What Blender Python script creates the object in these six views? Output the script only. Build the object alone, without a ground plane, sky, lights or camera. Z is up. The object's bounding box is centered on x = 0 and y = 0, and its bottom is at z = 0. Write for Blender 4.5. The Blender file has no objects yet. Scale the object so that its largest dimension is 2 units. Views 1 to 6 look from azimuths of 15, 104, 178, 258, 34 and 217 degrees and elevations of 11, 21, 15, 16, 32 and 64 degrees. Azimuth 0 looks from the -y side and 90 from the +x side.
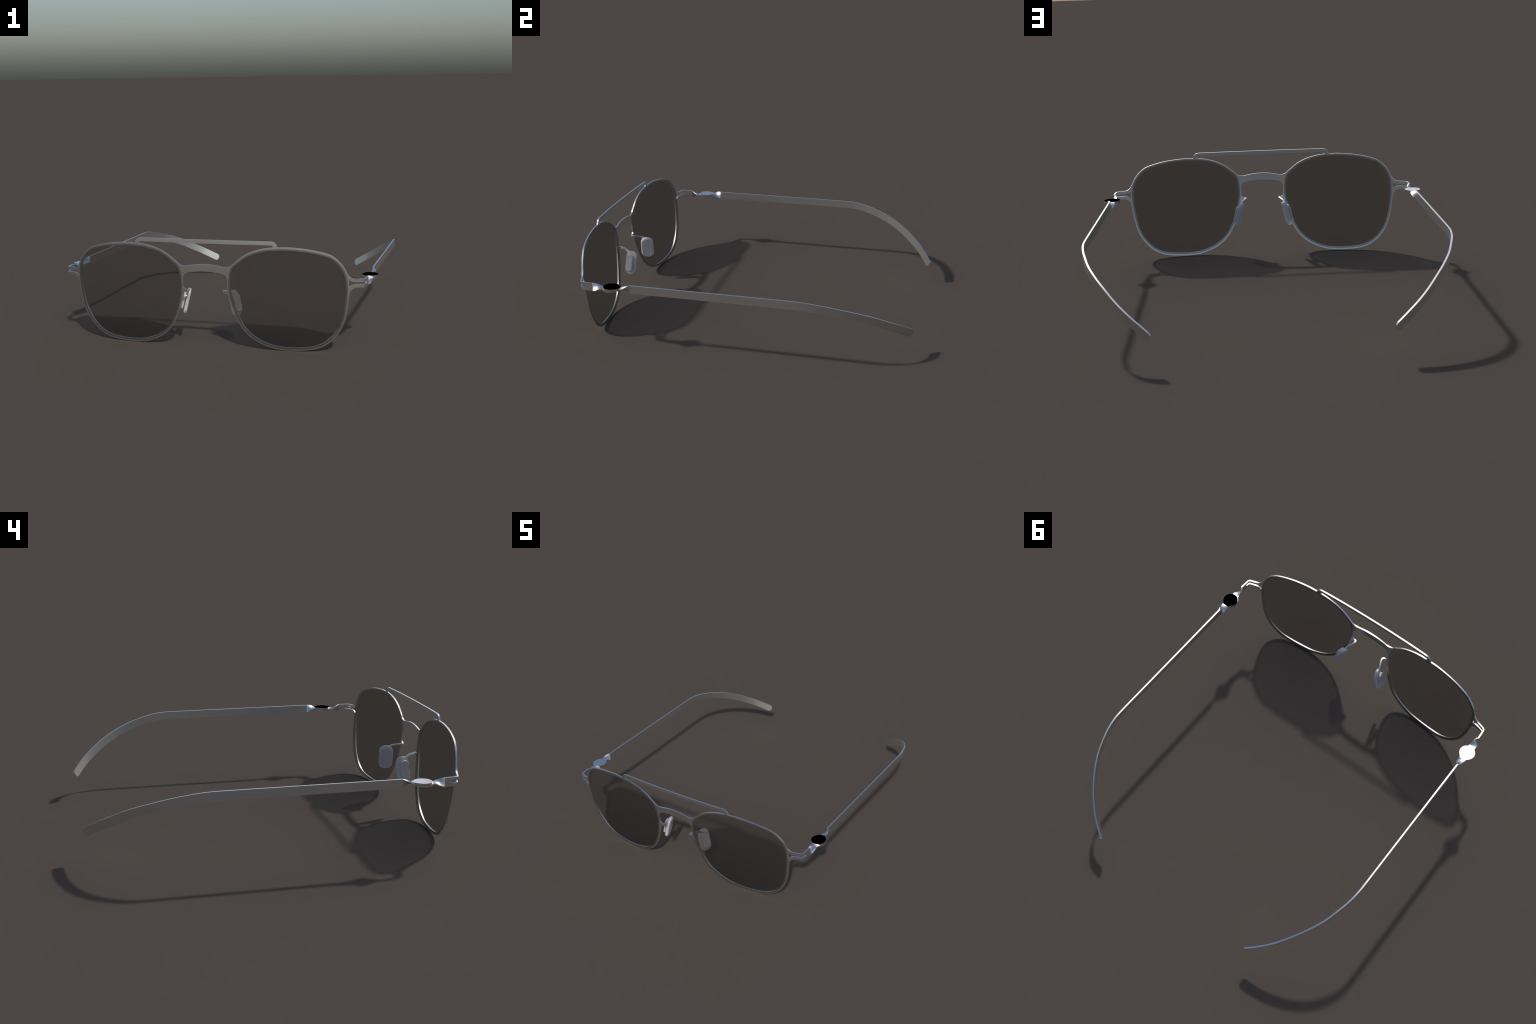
# Metal pilot sunglasses: one thin sheet-metal front (two rims, bridge, brow bar,
# forked end pieces and nose tabs) bent over a shallow dome, screwless hinges made
# of two stacked discs with twisted necks, ribbon temples, tinted lenses, nose pads.
import bpy, math
from mathutils import Vector
from mathutils.geometry import delaunay_2d_cdt

T = 0.0091            # sheet thickness
RIM_BARE = 0.0088     # rim width left bare by the lens
RIM_WIDE = 0.0175     # whole rim width
DISC = Vector((0.906, -0.699, 0.0))
DISC_R = 0.0465


# ------------------------------------------------------------------ materials
def new_material(name):
    m = bpy.data.materials.new(name)
    m.use_nodes = True
    nt = m.node_tree
    return m, nt, nt.nodes["Principled BSDF"]


def metal_material():
    m, nt, b = new_material("brushed_steel")
    b.inputs["Metallic"].default_value = 1.0
    co = nt.nodes.new("ShaderNodeTexCoord")
    noise = nt.nodes.new("ShaderNodeTexNoise")
    noise.inputs["Scale"].default_value = 900.0
    noise.inputs["Detail"].default_value = 3.0
    nt.links.new(co.outputs["Object"], noise.inputs["Vector"])
    rough = nt.nodes.new("ShaderNodeMapRange")
    rough.inputs["To Min"].default_value = 0.315
    rough.inputs["To Max"].default_value = 0.355
    nt.links.new(noise.outputs["Fac"], rough.inputs["Value"])
    nt.links.new(rough.outputs["Result"], b.inputs["Roughness"])
    ramp = nt.nodes.new("ShaderNodeValToRGB")
    ramp.color_ramp.elements[0].color = (0.81, 0.81, 0.81, 1)
    ramp.color_ramp.elements[1].color = (0.84, 0.84, 0.84, 1)
    nt.links.new(noise.outputs["Fac"], ramp.inputs["Fac"])
    nt.links.new(ramp.outputs["Color"], b.inputs["Base Color"])
    return m


def lens_material():
    """Two tinted skins: each lets part of the light straight through, bends a
    part through without any offset and scatters a trace of it."""
    m, nt, b = new_material("smoked_lens")
    out = nt.nodes["Material Output"]
    clear = nt.nodes.new("ShaderNodeBsdfTransparent")
    tint = nt.nodes.new("ShaderNodeBsdfRefraction")
    tint.inputs["IOR"].default_value = 1.0
    tint.inputs["Roughness"].default_value = 0.0
    tint.inputs["Color"].default_value = (0.435, 0.42, 0.405, 1)
    b.inputs["Base Color"].default_value = (0.30, 0.28, 0.26, 1)
    b.inputs["Roughness"].default_value = 0.6
    b.inputs["Specular IOR Level"].default_value = 0.0
    haze = nt.nodes.new("ShaderNodeMixShader")
    haze.inputs[0].default_value = 0.065
    nt.links.new(tint.outputs[0], haze.inputs[1])
    nt.links.new(b.outputs[0], haze.inputs[2])
    mix = nt.nodes.new("ShaderNodeMixShader")
    mix.inputs[0].default_value = 0.545
    nt.links.new(clear.outputs[0], mix.inputs[1])
    nt.links.new(haze.outputs[0], mix.inputs[2])
    nt.links.new(mix.outputs[0], out.inputs["Surface"])
    return m


def pad_material():
    m, nt, b = new_material("grey_silicone")
    co = nt.nodes.new("ShaderNodeTexCoord")
    noise = nt.nodes.new("ShaderNodeTexNoise")
    noise.inputs["Scale"].default_value = 30.0
    nt.links.new(co.outputs["Object"], noise.inputs["Vector"])
    ramp = nt.nodes.new("ShaderNodeValToRGB")
    ramp.color_ramp.elements[0].color = (0.78, 0.77, 0.80, 1)
    ramp.color_ramp.elements[1].color = (0.84, 0.83, 0.86, 1)
    nt.links.new(noise.outputs["Fac"], ramp.inputs["Fac"])
    nt.links.new(ramp.outputs["Color"], b.inputs["Base Color"])
    b.inputs["Roughness"].default_value = 0.35
    b.inputs["IOR"].default_value = 1.40
    b.inputs["Transmission Weight"].default_value = 0.5
    return m


def black_material():
    m, nt, b = new_material("baked_black_shading")
    b.inputs["Base Color"].default_value = (0.0, 0.0, 0.0, 1)
    b.inputs["Roughness"].default_value = 1.0
    b.inputs["Specular IOR Level"].default_value = 0.0
    return m


METAL, LENS, PAD, BLACK = metal_material(), lens_material(), pad_material(), black_material()


# ------------------------------------------------------------------ helpers
ROOT = bpy.data.objects.new("sunglasses", None)
bpy.context.scene.collection.objects.link(ROOT)
ROOT["label"] = "silver metal pilot sunglasses with dark grey lenses"
ROOT["category"] = "sunglasses"


def add_object(name, verts, faces, material, parent=ROOT, normals=None, angle=35.0):
    me = bpy.data.meshes.new(name)
    me.from_pydata([tuple(v) for v in verts], [], faces)
    me.update()
    for p in me.polygons:
        p.use_smooth = True
    if normals is not None:
        me.normals_split_custom_set(normals)
    else:
        me.set_sharp_from_angle(angle=math.radians(angle))
    me.materials.append(material)
    ob = bpy.data.objects.new(name, me)
    bpy.context.scene.collection.objects.link(ob)
    ob.parent = parent
    return ob


def mirrored(verts, faces):
    return [Vector((-v.x, v.y, v.z)) for v in verts], [tuple(reversed(f)) for f in faces]


def catmull(points, closed=False, per=12):
    pts = [Vector(p) for p in points]
    n, out = len(pts), []
    for i in range(n if closed else n - 1):
        if closed:
            p0, p1, p2, p3 = (pts[(i + k) % n] for k in (-1, 0, 1, 2))
        else:
            p0, p1, p2, p3 = pts[max(i - 1, 0)], pts[i], pts[i + 1], pts[min(i + 2, n - 1)]
        # centripetal parameters keep the curve from overshooting
        t1 = max((p1 - p0).length, 1e-9) ** 0.5
        t2 = t1 + max((p2 - p1).length, 1e-9) ** 0.5
        t3 = t2 + max((p3 - p2).length, 1e-9) ** 0.5
        if p0 == p1:
            p0 = p1 * 2 - p2
            t1 = (p2 - p1).length ** 0.5; t2 = 2 * t1; t3 = t2 + max((p3 - p2).length, 1e-9) ** 0.5
        if p3 == p2:
            p3 = p2 * 2 - p1
            t3 = t2 + (p2 - p1).length ** 0.5
        for k in range(per):
            t = t1 + (t2 - t1) * k / per
            a1 = p0 * ((t1 - t) / t1) + p1 * (t / t1)
            a2 = p1 * ((t2 - t) / (t2 - t1)) + p2 * ((t - t1) / (t2 - t1))
            a3 = p2 * ((t3 - t) / (t3 - t2)) + p3 * ((t - t2) / (t3 - t2))
            b1 = a1 * ((t2 - t) / t2) + a2 * (t / t2)
            b2 = a2 * ((t3 - t) / (t3 - t1)) + a3 * ((t - t1) / (t3 - t1))
            out.append(b1 * ((t2 - t) / (t2 - t1)) + b2 * ((t - t1) / (t2 - t1)))
    if not closed:
        out.append(pts[-1])
    return out


def resample(pts, step, closed=False):
    pts = list(pts) + ([pts[0]] if closed else [])
    total = sum((b - a).length for a, b in zip(pts, pts[1:]))
    n = max(2, round(total / step))
    out, acc, i = [], 0.0, 0
    for k in range(n if closed else n + 1):
        want = total * k / n
        while i < len(pts) - 2 and acc + (pts[i + 1] - pts[i]).length < want:
            acc += (pts[i + 1] - pts[i]).length
            i += 1
        seg = (pts[i + 1] - pts[i]).length
        out.append(pts[i].lerp(pts[i + 1], min(1.0, (want - acc) / seg) if seg else 0.0))
    return out


def inset(loop, d):
    """Offset a closed clockwise/counter-clockwise 2D loop inwards by d."""
    n = len(loop)
    area = sum(loop[i].x * loop[(i + 1) % n].y - loop[(i + 1) % n].x * loop[i].y for i in range(n))
    s = 1.0 if area > 0 else -1.0
    out = []
    for i in range(n):
        t = (loop[(i + 1) % n] - loop[i - 1]).normalized()
        out.append(loop[i] + Vector((-t.y, t.x)) * d * s)
    return out


def inside(p, loop):
    hit, n, x, y = False, len(loop), p[0], p[1]
    j = n - 1
    for i in range(n):
        a, b = loop[i], loop[j]
        if (a.y > y) != (b.y > y) and x < (b.x - a.x) * (y - a.y) / (b.y - a.y) + a.x:
            hit = not hit
        j = i
    return hit


# ------------------------------------------------------------------ the dome the front is bent over
def dome(x, z):
    return -0.9362 - 0.2016 * z + 0.1800 * z * z + 0.0511 * x * x + 0.0919 * x ** 4 + 0.1 * max(0.0, z - 0.6) ** 2


def dome_slope(x, z):
    return 0.1022 * x + 0.3676 * x ** 3, -0.2016 + 0.3600 * z + 0.2 * max(0.0, z - 0.6)


BEND_X, BEND_R = 0.893, 0.016       # where the end piece turns back, and its radius
BEND_A = math.atan(dome_slope(BEND_X, 0.407)[0])
BEND_END = math.radians(86.0)
BEND_LEN = BEND_R * (BEND_END - BEND_A)
PLATE_END = BEND_X + BEND_LEN + 0.0600


def on_sheet(u, z):
    """Middle of the sheet and its backward normal at developed position (u, z)."""
    x = min(u, BEND_X)
    sx, sz = dome_slope(x, z)
    p = Vector((x, dome(x, z), z))
    if u <= BEND_X:
        return p, Vector((-sx, 1.0, -sz)).normalized()
    along = u - BEND_X
    a = BEND_A + min(along, BEND_LEN) / BEND_R
    dx = BEND_R * (math.sin(a) - math.sin(BEND_A))
    dy = BEND_R * (math.cos(BEND_A) - math.cos(a))
    rest = max(0.0, along - BEND_LEN)
    dx += rest * math.cos(BEND_END)
    dy += rest * math.sin(BEND_END)
    k = max(0.0, 1.0 - along / (BEND_LEN + 0.03))   # the dome's tilt dies out along the plate
    lean = (p.y - dome(x, 0.407)) * (k - 1.0)
    n = Vector((-math.sin(a), math.cos(a), -sz * k)).normalized()
    return p + Vector((dx, dy + lean, 0.0)), n


# ------------------------------------------------------------------ outlines of the front, right half, flat
RIM = [(.428, .607), (.484, .6085), (.539, .6050), (.59, .5995), (.64, .5905), (.69, .578), (.722, .5665),
       (.757, .5415), (.785, .5095), (.803, .478), (.813, .447), (.8175, .415), (.8190, .385), (.8185, .355), (.8135, .300),
       (.805, .243), (.7895, .1795), (.7620, .1215), (.7230, .0720), (.680, .0380), (.631, .0165),
       (.571, .0058), (.520, .0020), (.456, .0022), (.400, .0078), (.346, .0240), (.299, .0460),
       (.254, .0780), (.2145, .1220), (.1880, .1700), (.1660, .2220), (.1450, .2920), (.1350, .350),
       (.1335, .395), (.1370, .440), (.1480, .480), (.1640, .5030), (.1880, .5230), (.2250, .5520), (.285, .5820),
       (.357, .6010)]
rim_loop = resample(catmull([Vector(p) for p in RIM], True), 0.0045, True)
rim_loop = inset(rim_loop, -0.0010)
hole_loop = inset(rim_loop, RIM_WIDE)
lens_loop = inset(rim_loop, RIM_BARE)


def curve2(points, step=0.004):
    return resample(catmull([Vector(p) for p in points]), step)


def polygon(*runs):
    out = []
    for r in runs:
        for p in r:
            p = Vector(p)
            if not out or (p - out[-1]).length > 1e-4:
                out.append(p)
    if (out[0] - out[-1]).length < 1e-4:
        out.pop()
    return out


bridge_loop = polygon(
    curve2([(0, .4997), (.036, .4982), (.0645, .4945), (.093, .4893), (.110, .4860), (.124, .4855), (.141, .4887),
            (.158, .4975), (.174, .5115), (.192, .5275)]),
    [(.215, .535), (.205, .45), (.17, .375)],
    curve2([(.140, .355), (.1345, .380), (.1335, .400), (.1315, .417), (.1262, .4325), (.1150, .4425), (.095, .4490),
            (.060, .4538), (.022, .4568), (0, .4575)]))
bar_loop = polygon(
    curve2([(0, .6412), (.20, .6412), (.380, .6412), (.394, .6410), (.4035, .6385), (.4125, .6330), (.4195, .6245), (.4230, .6150), (.4285, .6085), (.440, .6050)], 0.006),
    [(.44, .596), (.39, .594)],
    curve2([(.385, .602), (.3965, .6085), (.4005, .6125), (.3995, .6165), (.3945, .6190), (.385, .6196), (.20, .6196), (0, .6196)], 0.006))
SLOT = BEND_X + BEND_LEN + 0.0166     # where the fork's slot ends
fork_loop = polygon(
    curve2([(.792, .497), (.8030, .4790), (.8085, .4690), (.8165, .4545), (.8270, .4425), (.8395, .4350), (.8550, .4322), (.872, .4320)], 0.003),
    curve2([(.874, .4320), (PLATE_END, .4310)], 0.003),
    curve2([(PLATE_END, .4290), (PLATE_END, .3855)], 0.004),
    curve2([(PLATE_END, .3835), (.874, .3823)], 0.003),
    curve2([(.872, .3823), (.857, .3816), (.8472, .3783), (.8330, .3690), (.8240, .3545), (.8202, .3380), (.8165, .3200), (.8110, .300)], 0.003),
    [(.79, .31)])
slot_loop = polygon(
    curve2([(.8090, .4330), (.8180, .4262), (.8270, .4202), (.8440, .4152), (.865, .4137)], 0.003),
    curve2([(.868, .4137), (SLOT - .004, .4135)], 0.003),
    curve2([(SLOT - .002, .4130), (SLOT, .4110), (SLOT, .4042), (SLOT - .002, .4020)], 0.0015),
    curve2([(SLOT - .004, .4014), (.868, .4014)], 0.003),
    curve2([(.865, .4014), (.8545, .4012), (.8400, .3985), (.8280, .3908), (.8190, .3825), (.8100, .3740)], 0.003),
    [(.8040, .385), (.8040, .42)])
tab_loop = polygon(
    curve2([(.142, .385), (.1350, .3700), (.1330, .3605), (.1275, .3525), (.1195, .3482), (.1090, .3465)], 0.0025),
    curve2([(.1090, .3450), (.1095, .3345)], 0.004),
    curve2([(.1110, .3330), (.1205, .3320), (.1295, .3280), (.1365, .3180), (.1440, .300), (.150, .285)], 0.0025),
    [(.17, .29), (.17, .38)])


def region_of(p):
    if inside(p, hole_loop):
        return None
    if inside(p, rim_loop):
        return "rim"
    if inside(p, bridge_loop):
        return "bridge"
    if inside(p, bar_loop):
        return "brow_bar"
    if inside(p, tab_loop):
        return "nose_tab"
    if p[0] > 0.78 and inside(p, fork_loop) and not inside(p, slot_loop):
        return "end_piece"
    return None


def build_front():
    pts, edges = [], []
    for loop in (rim_loop, hole_loop, bridge_loop, bar_loop, fork_loop, slot_loop, tab_loop):
        base = len(pts)
        pts += [Vector((p.x, p.y)) for p in loop]
        edges += [(base + i, base + (i + 1) % len(loop)) for i in range(len(loop))]
    # fill points so that the bends stay round
    u = 0.822
    while u < PLATE_END - 0.001:
        for z in (.3865, .3915, .3965, .4185, .4230, .4275) + ((.4015, .4075, .4135) if u > SLOT + .001 else ()):
            q = Vector((u, z))
            if inside(q, fork_loop) and not inside(q, slot_loop):
                pts.append(q)
        u += 0.0025
    for loop, zs, x1 in ((bridge_loop, (.465, .473, .481, .489), .13), (bar_loop, (.6255, .6345), .40)):
        x = 0.006
        while x < x1:
            for z in zs:
                q = Vector((x, z))
                if inside(q, loop):
                    pts.append(q)
            x += 0.006
    v2, _, tris, *_ = delaunay_2d_cdt(pts, edges, [], 0, 1e-6)
    kept, labels = [], []
    for t in tris:
        c = (v2[t[0]] + v2[t[1]] + v2[t[2]]) / 3
        r = region_of(c)
        if r:
            a = (v2[t[1]] - v2[t[0]]).cross(v2[t[2]] - v2[t[0]])
            if abs(a) < 1e-10:
                continue
            kept.append(tuple(t) if a > 0 else (t[0], t[2], t[1]))
            labels.append(r)
    used = sorted({i for t in kept for i in t})
    new = {o: i for i, o in enumerate(used)}
    flat = [v2[o] for o in used]
    kept = [tuple(new[i] for i in t) for t in kept]
    n = len(flat)
    verts = []
    for side in (-1, 1):
        for q in flat:
            p, nn = on_sheet(q.x, q.y)
            verts.append(p + nn * (side * T / 2))
    faces, tags = [], []
    seen = {}
    for t, r in zip(kept, labels):
        faces.append(t); tags.append(r)                                   # front, facing -y
        faces.append((t[0] + n, t[2] + n, t[1] + n)); tags.append(r)      # back
        for a, b in ((t[0], t[1]), (t[1], t[2]), (t[2], t[0])):
            seen[(a, b)] = r
    for (a, b), r in seen.items():
        if (b, a) in seen:
            continue
        qa, qb = flat[a], flat[b]
        if max(qa.x, qb.x) < 1e-5 or min(qa.x, qb.x) > PLATE_END - 1e-5:
            continue                                                      # seam or joint, no wall
        faces.append((b, a, a + n, b + n)); tags.append(r)
    # mirror, welding the seam on x = 0
    where = {}
    for i, v in enumerate(list(verts)):
        if abs(v.x) < 1e-6:
            where[i] = i
        else:
            where[i] = len(verts)
            verts.append(Vector((-v.x, v.y, v.z)))
    count = len(faces)
    for k in range(count):
        faces.append(tuple(where[i] for i in reversed(faces[k])))
        tags.append(tags[k] + "*" if tags[k] not in ("bridge", "brow_bar") else tags[k])
    me = bpy.data.meshes.new("front_whole")
    me.from_pydata([tuple(v) for v in verts], [], faces)
    me.update()
    for p in me.polygons:
        p.use_smooth = True
    me.set_sharp_from_angle(angle=math.radians(38))
    corner = [Vector(c.vector) for c in me.corner_normals]
    parts = {}
    for p in me.polygons:
        vs, fs, ns, idx = parts.setdefault(tags[p.index], ([], [], [], {}))
        f = []
        for li, vi in zip(p.loop_indices, p.vertices):
            if vi not in idx:
                idx[vi] = len(vs)
                vs.append(Vector(verts[vi]))
            f.append(idx[vi])
            ns.append(corner[li])
        fs.append(tuple(f))
    bpy.data.meshes.remove(me)
    return {k: (v[0], v[1], v[2]) for k, v in parts.items()}


# ------------------------------------------------------------------ ribbons
def ribbon(stations, cap_start=True, cap_end=True, across=1):
    """stations: (centre, half width vector, half thickness vector)."""
    verts, faces, m = [], [], 2 * (across + 1)
    for c, w, h in stations:
        verts += [c + w * (1 - 2 * k / across) + h for k in range(across + 1)]
        verts += [c - w * (1 - 2 * k / across) - h for k in range(across + 1)]
    for i in range(len(stations) - 1):
        a, b = m * i, m * (i + 1)
        for k in range(m):
            j = (k + 1) % m
            faces.append((a + k, a + j, b + j, b + k))
    if cap_start:
        faces.append(tuple(reversed(range(m))))
    if cap_end:
        b = m * (len(stations) - 1)
        faces.append(tuple(range(b, b + m)))
    return verts, outward(verts, faces, stations)


def outward(verts, faces, stations):
    c, w, h = stations[0]
    t = stations[1][0] - c
    flip = w.cross(h).dot(t) > 0
    return [tuple(reversed(f)) for f in faces] if not flip else faces


def smooth_max(a, b, k):
    d = max(k - abs(a - b), 0.0) / k
    return max(a, b) + d * d * k * 0.25


def ease(f):
    f = min(1.0, max(0.0, f))
    return f * f * (3 - 2 * f)


def disc_half(y):
    d = abs(y - DISC.y)
    return math.sqrt(max(DISC_R ** 2 - d * d, 0.0))


def spread(a, b, n, ease_start=False, ease_end=False):
    out = []
    for i in range(n + 1):
        f = i / n
        if ease_end and not ease_start:
            f = math.sin(f * math.pi / 2)
        elif ease_start and not ease_end:
            f = 1 - math.cos(f * math.pi / 2)
        out.append(a + (b - a) * f)
    return out


LOW_Z, HIGH_Z = 0.4048, 0.41525     # middles of the two hinge plates
X, Y, Zv = Vector((1, 0, 0)), Vector((0, 1, 0)), Vector((0, 0, 1))


def front_hinge_plate():
    """Twisted neck and disc that carry the end piece on behind the crease."""
    start, _ = on_sheet(PLATE_END, 0.40725)
    y0, y1 = start.y, DISC.y + DISC_R
    st = []
    ys = spread(y0, y0 + 0.004, 8) + spread(y0 + 0.005, y0 + 0.058, 26) + spread(y0 + 0.060, DISC.y, 22) + spread(DISC.y + .002, y1 - 1e-4, 22, ease_end=True)
    for y in ys:
        f = min(1.0, (y - y0) / 0.056)
        phi = math.radians(9.0 * ease(f / 0.07) + 81.0 * f)
        g = (y - y0) / (y1 - y0)
        neck = 0.02375 - 0.0030 * min(1.0, (y - y0) / 0.04) if y < DISC.y else 0.0
        half = smooth_max(neck, disc_half(y), 0.026) if y < DISC.y else max(disc_half(y), 5e-4)
        c = Vector((start.x + (DISC.x - start.x) * min(1.0, g * 1.8), y, 0.40725 + (LOW_Z - 0.40725) * f))
        w = Zv * math.cos(phi) - X * math.sin(phi)
        h = X * math.cos(phi) + Zv * math.sin(phi)
        st.append((c, w * half, h * (T / 2)))
    return ribbon(st, cap_start=False, across=6)


TEMPLE_TOP = [(.9048, -.5850, .4368), (.9045, -.30, .4368), (.9045, .0, .4368), (.9045, .28, .4366), (.9043, .350, .4363),
              (.9030, .402, .4345), (.8975, .456, .4287), (.8880, .505, .4195), (.8745, .553, .4088), (.8480, .6335, .3855),
              (.8055, .718, .3545), (.7550, .795, .3180), (.7025, .862, .2775), (.6500, .916, .2410),
              (.6020, .9545, .2090), (.5365, 1.0010, .1650)]
TEMPLE_H = 0.0240


def temple_stations():
    st = []
    ys = spread(DISC.y - DISC_R + 1e-4, DISC.y, 22, ease_start=True) + spread(DISC.y + .002, -0.646, 20) + spread(-0.644, -0.5925, 26) + spread(-0.5915, -0.5875, 8)
    for y in ys:
        f = max(0.0, (y + 0.645) / 0.058)
        psi = math.radians(83.0 * f + 6.0 * ease((f - 0.93) / 0.07))
        neck = 0.0205 + 0.0035 * min(1, f) if y > DISC.y else 0.0
        half = smooth_max(neck, disc_half(y), 0.026) if y > DISC.y else max(disc_half(y), 5e-4)
        c = Vector((DISC.x + (TEMPLE_TOP[0][0] - DISC.x) * min(1, f), y, HIGH_Z + (0.4128 - HIGH_Z) * f))
        w = X * math.cos(psi) + Zv * math.sin(psi)
        h = Zv * math.cos(psi) - X * math.sin(psi)
        st.append((c, w * half, h * (T / 2)))
    flat_until = next(i for i, y in enumerate(ys) if y > -0.645)
    line = resample(catmull(TEMPLE_TOP, per=24), 0.008)
    total = sum((b - a).length for a, b in zip(line, line[1:]))
    tail = [f * 0.0205 for f in (1, .92, .84, .75, .66, .56, .46, .36, .27, .19, .12, .07, .03, .008, 0)]
    dense, acc = [(line[0], 0.0)], 0.0
    for a, b in zip(line, line[1:]):
        acc += (b - a).length
        if acc < total - 0.023:
            dense.append((b, acc))
    end, before = line[-1], line[-4]
    tdir = (end - before).normalized()
    for d in tail:
        dense.append((end - tdir * d, total - d))
    w = Zv.copy()
    for i, (p, s) in enumerate(dense):
        a, b = dense[max(i - 1, 0)][0], dense[min(i + 1, len(dense) - 1)][0]
        t = (b - a).normalized()
        # the strip is cut flat and bent without twist, so carry its frame along
        w = (w - t * w.dot(t)).normalized()
        level = (Zv - t * Zv.dot(t)).normalized()
        wide = (w * 0.67 + level * 0.33).normalized()
        n = wide.cross(t).normalized()
        c = p - wide * TEMPLE_H
        left, r = total - s, 0.0205
        half = TEMPLE_H
        if left < r:
            half = TEMPLE_H - r + math.sqrt(max(r * r - (r - left) ** 2, 0.0))
        st.append((c, wide * half, n * (T / 2)))
    return st, flat_until


# ------------------------------------------------------------------ lenses
def build_lens():
    pts = [Vector(p) for p in lens_loop]
    edges = [(i, (i + 1) % len(pts)) for i in range(len(pts))]
    inner = inset(lens_loop, 0.02)
    x = 0.14
    while x < 0.83:
        z = 0.0
        while z < 0.62:
            if inside((x, z), inner):
                pts.append(Vector((x, z)))
            z += 0.022
        x += 0.022
    v2, _, tris, *_ = delaunay_2d_cdt(pts, edges, [], 1, 1e-6)
    n, verts, faces, seen = len(v2), [], [], set()
    mid = sum(lens_loop, Vector((0, 0))) / len(lens_loop)
    reach = sorted((math.atan2(p.y - mid.y, p.x - mid.x), (p - mid).length) for p in lens_loop)

    def rho(q):
        """0 in the middle of the lens, 1 on its edge."""
        d = q - mid
        if d.length < 1e-6:
            return 0.0
        a = math.atan2(d.y, d.x)
        lo, hi = reach[-1], reach[0]
        for k in range(len(reach)):
            if reach[k][0] >= a:
                lo, hi = reach[k - 1], reach[k]
                break
        span = (hi[0] - lo[0]) % math.tau
        f = ((a - lo[0]) % math.tau) / span if span else 0.0
        return min(1.0, d.length / (lo[1] + (hi[1] - lo[1]) * f))

    for side in (-1, 1):
        for q in v2:
            p, nn = on_sheet(q.x, q.y)
            r2 = rho(q) ** 2
            swell = 0.0020 + 0.0060 * (1 - r2) if side < 0 else 0.0050 + 0.0045 * r2
            # the outer lower part of the lens wraps back a little further
            swell += side * 0.003 * min(1, max(0, (q.x - 0.35) / 0.4)) * min(1, max(0, (0.45 - q.y) / 0.4))
            verts.append(p + nn * side * (T / 2 + 0.0015 + swell))
    for t in tris:
        if (v2[t[1]] - v2[t[0]]).cross(v2[t[2]] - v2[t[0]]) < 0:
            t = (t[0], t[2], t[1])
        faces.append(tuple(t))
        faces.append((t[0] + n, t[2] + n, t[1] + n))
        seen |= {(t[0], t[1]), (t[1], t[2]), (t[2], t[0])}
    for a, b in seen:
        if (b, a) not in seen:
            faces.append((b, a, a + n, b + n))
    return verts, faces


# ------------------------------------------------------------------ nose pads
def rounded_rect(a, b, r, n=10):
    out = []
    for cx, cy, a0 in ((a - r, b - r, 0), (-(a - r), b - r, 90), (-(a - r), -(b - r), 180), (a - r, -(b - r), 270)):
        for k in range(n + 1):
            t = math.radians(a0 + 90 * k / n)
            out.append((cx + r * math.cos(t), cy + r * math.sin(t)))
    return out


def pad_solid(centre, across, along, normal, a, b, r, levels):
    """Stack of rounded rectangles: levels are (inset, height along normal)."""
    verts, faces, m = [], [], None
    for ins, h in levels:
        ring = rounded_rect(a - ins, b - ins, max(r - ins, 0.003))
        m = len(ring)
        verts += [centre + across * p + along * q + normal * h for p, q in ring]
    for i in range(len(levels) - 1):
        for k in range(m):
            j = (k + 1) % m
            faces.append((i * m + k, i * m + j, (i + 1) * m + j, (i + 1) * m + k))
    verts += [centre + normal * levels[0][1], centre + normal * levels[-1][1]]
    lo, hi, base = len(verts) - 2, len(verts) - 1, (len(levels) - 1) * m
    for k in range(m):
        j = (k + 1) % m
        faces.append((j, k, lo))
        faces.append((base + k, base + j, hi))
    if across.cross(along).dot(normal) < 0:
        faces = [tuple(reversed(f)) for f in faces]
    return verts, faces


PAD_ALONG = Vector((0.0345, -0.011, -0.150)).normalized()
PAD_NORMAL = Vector((-0.957, 0.29, 0.0))
PAD_NORMAL = (PAD_NORMAL - PAD_ALONG * PAD_NORMAL.dot(PAD_ALONG)).normalized()   # towards the nose
PAD_ACROSS = PAD_ALONG.cross(PAD_NORMAL).normalized()


def big_pad():
    return pad_solid(Vector((.1467, -.888, .2560)) - PAD_NORMAL * 0.009, PAD_ACROSS, PAD_ALONG, PAD_NORMAL, 0.042, 0.077, 0.037,
                     [(.004, 0), (.0012, .0012), (0, .004), (0, .0115), (.0014, .0162), (.0045, .0192), (.0090, .0207), (.0130, .0210), (.0165, .0206), (.024, .0204)])


def small_pad():
    return pad_solid(Vector((.1650, -.8945, .2600)) + PAD_NORMAL * 0.0055, PAD_ACROSS, PAD_ALONG, -PAD_NORMAL, 0.027, 0.0535, 0.021,
                     [(.003, 0), (.0008, .001), (0, .003), (0, .0085), (.0012, .0115), (.0030, .0132), (.0052, .0135), (.0072, .0128), (.0090, .0120), (.0120, .0117)])


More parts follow.
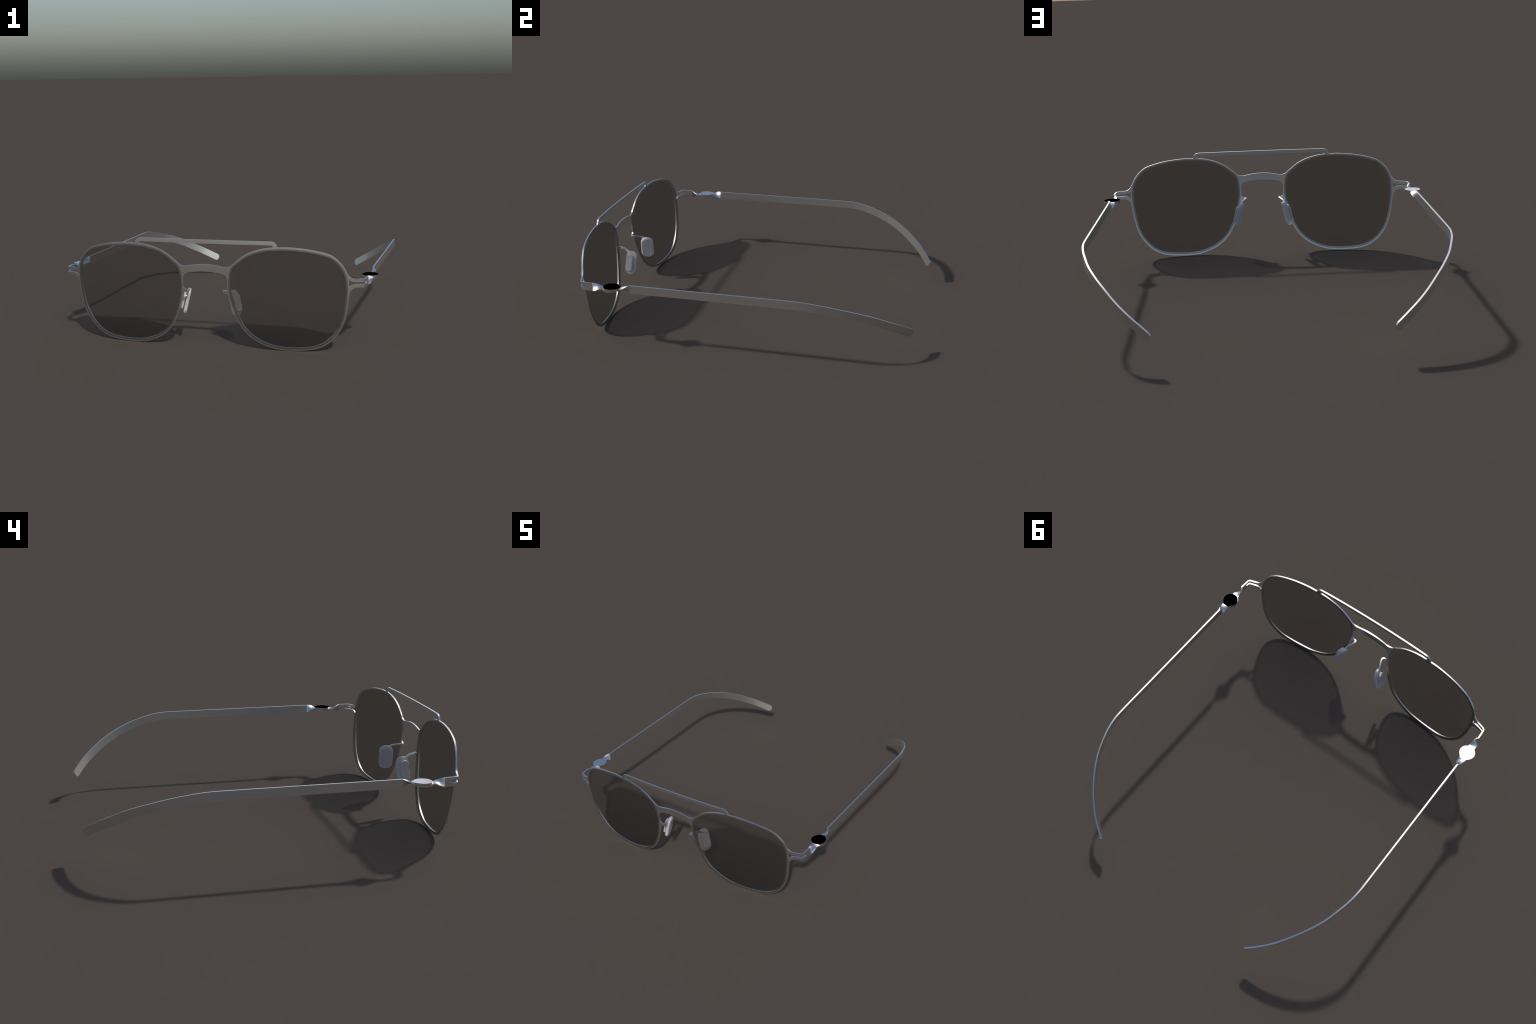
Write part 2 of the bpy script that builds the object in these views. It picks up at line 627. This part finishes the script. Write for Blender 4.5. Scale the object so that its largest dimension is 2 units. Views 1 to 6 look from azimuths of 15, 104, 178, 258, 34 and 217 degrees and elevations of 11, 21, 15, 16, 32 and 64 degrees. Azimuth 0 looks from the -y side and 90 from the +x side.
def pad_arm():
    path = [(.1110, -.9835, .3398), (.1068, -.9815, .3398), (.1058, -.9765, .3397), (.1085, -.9620, .3393), (.1160, -.9430, .3375),
            (.1255, -.9230, .3330), (.1345, -.9060, .3245), (.1420, -.8950, .3120), (.1480, -.8880, .2960), (.1515, -.8870, .2850)]
    line = resample(catmull(path, per=16), 0.003)
    st = []
    for i, p in enumerate(line):
        t = (line[min(i + 1, len(line) - 1)] - line[max(i - 1, 0)]).normalized()
        side = Vector((t.y, -t.x, 0.0)).normalized() if i < 6 else PAD_NORMAL * -1
        if i < 6:
            w = (Zv - t * Zv.dot(t)).normalized()
            n = w.cross(t).normalized()
        else:
            n = (PAD_NORMAL - t * PAD_NORMAL.dot(t)).normalized()
            w = t.cross(n).normalized()
            if w.z + w.y < 0:
                w = -w
            n = w.cross(t).normalized()
        half = 0.0066 - 0.0018 * i / len(line)
        st.append((p, w * half, n * 0.0042))
    return ribbon(st)


def pad_pin():
    """Short peg that clamps the arm between the two halves of a pad."""
    c = Vector((.1520, -.8905, .2830))
    return pad_solid(c - PAD_NORMAL * 0.008, PAD_ACROSS, PAD_ALONG, PAD_NORMAL, 0.0065, 0.0065, 0.006,
                     [(0, 0), (0, .016)])


# ------------------------------------------------------------------ assembly
parts = build_front()
hinge_v, hinge_f = front_hinge_plate()
arm_v, arm_f = pad_arm()
temple_st, flat_until = temple_stations()
temple_v, temple_f = ribbon(temple_st, across=6)

for name in ("bridge", "brow_bar"):
    v, f, n = parts[name]
    add_object(name, v, f, METAL, normals=n)

for mirror in (False, True):
    tag = "*" if mirror else ""
    flip = (lambda v, f: mirrored(v, f)) if mirror else (lambda v, f: (v, f))
    rim = add_object("rim", *parts["rim" + tag][:2], METAL, normals=parts["rim" + tag][2])
    add_object("lens", *flip(*build_lens()), LENS, parent=rim)
    end = add_object("end_piece", *parts["end_piece" + tag][:2], METAL, normals=parts["end_piece" + tag][2])
    add_object("hinge_plate", *flip(hinge_v, hinge_f), METAL, parent=end)
    arm = add_object("nose_tab", *parts["nose_tab" + tag][:2], METAL, normals=parts["nose_tab" + tag][2])
    add_object("pad_arm", *flip(arm_v, arm_f), METAL, parent=arm)
    pad = add_object("nose_pad", *flip(*big_pad()), PAD, angle=50)
    add_object("pad_back", *flip(*small_pad()), PAD, parent=pad, angle=50)
    add_object("pad_pin", *flip(*pad_pin()), METAL, parent=pad)
    temple = add_object("temple", *flip(temple_v, temple_f), METAL)
    if not mirror:
        # thin plate modelling the black shading of overlapping faces on this metal disc
        st = [(c + Zv * (T / 2 + 0.0003), w * 0.998, Zv * 0.0006) for c, w, h in temple_st[:flat_until]]
        add_object("black_shading_plate", *ribbon(st), BLACK, parent=temple)
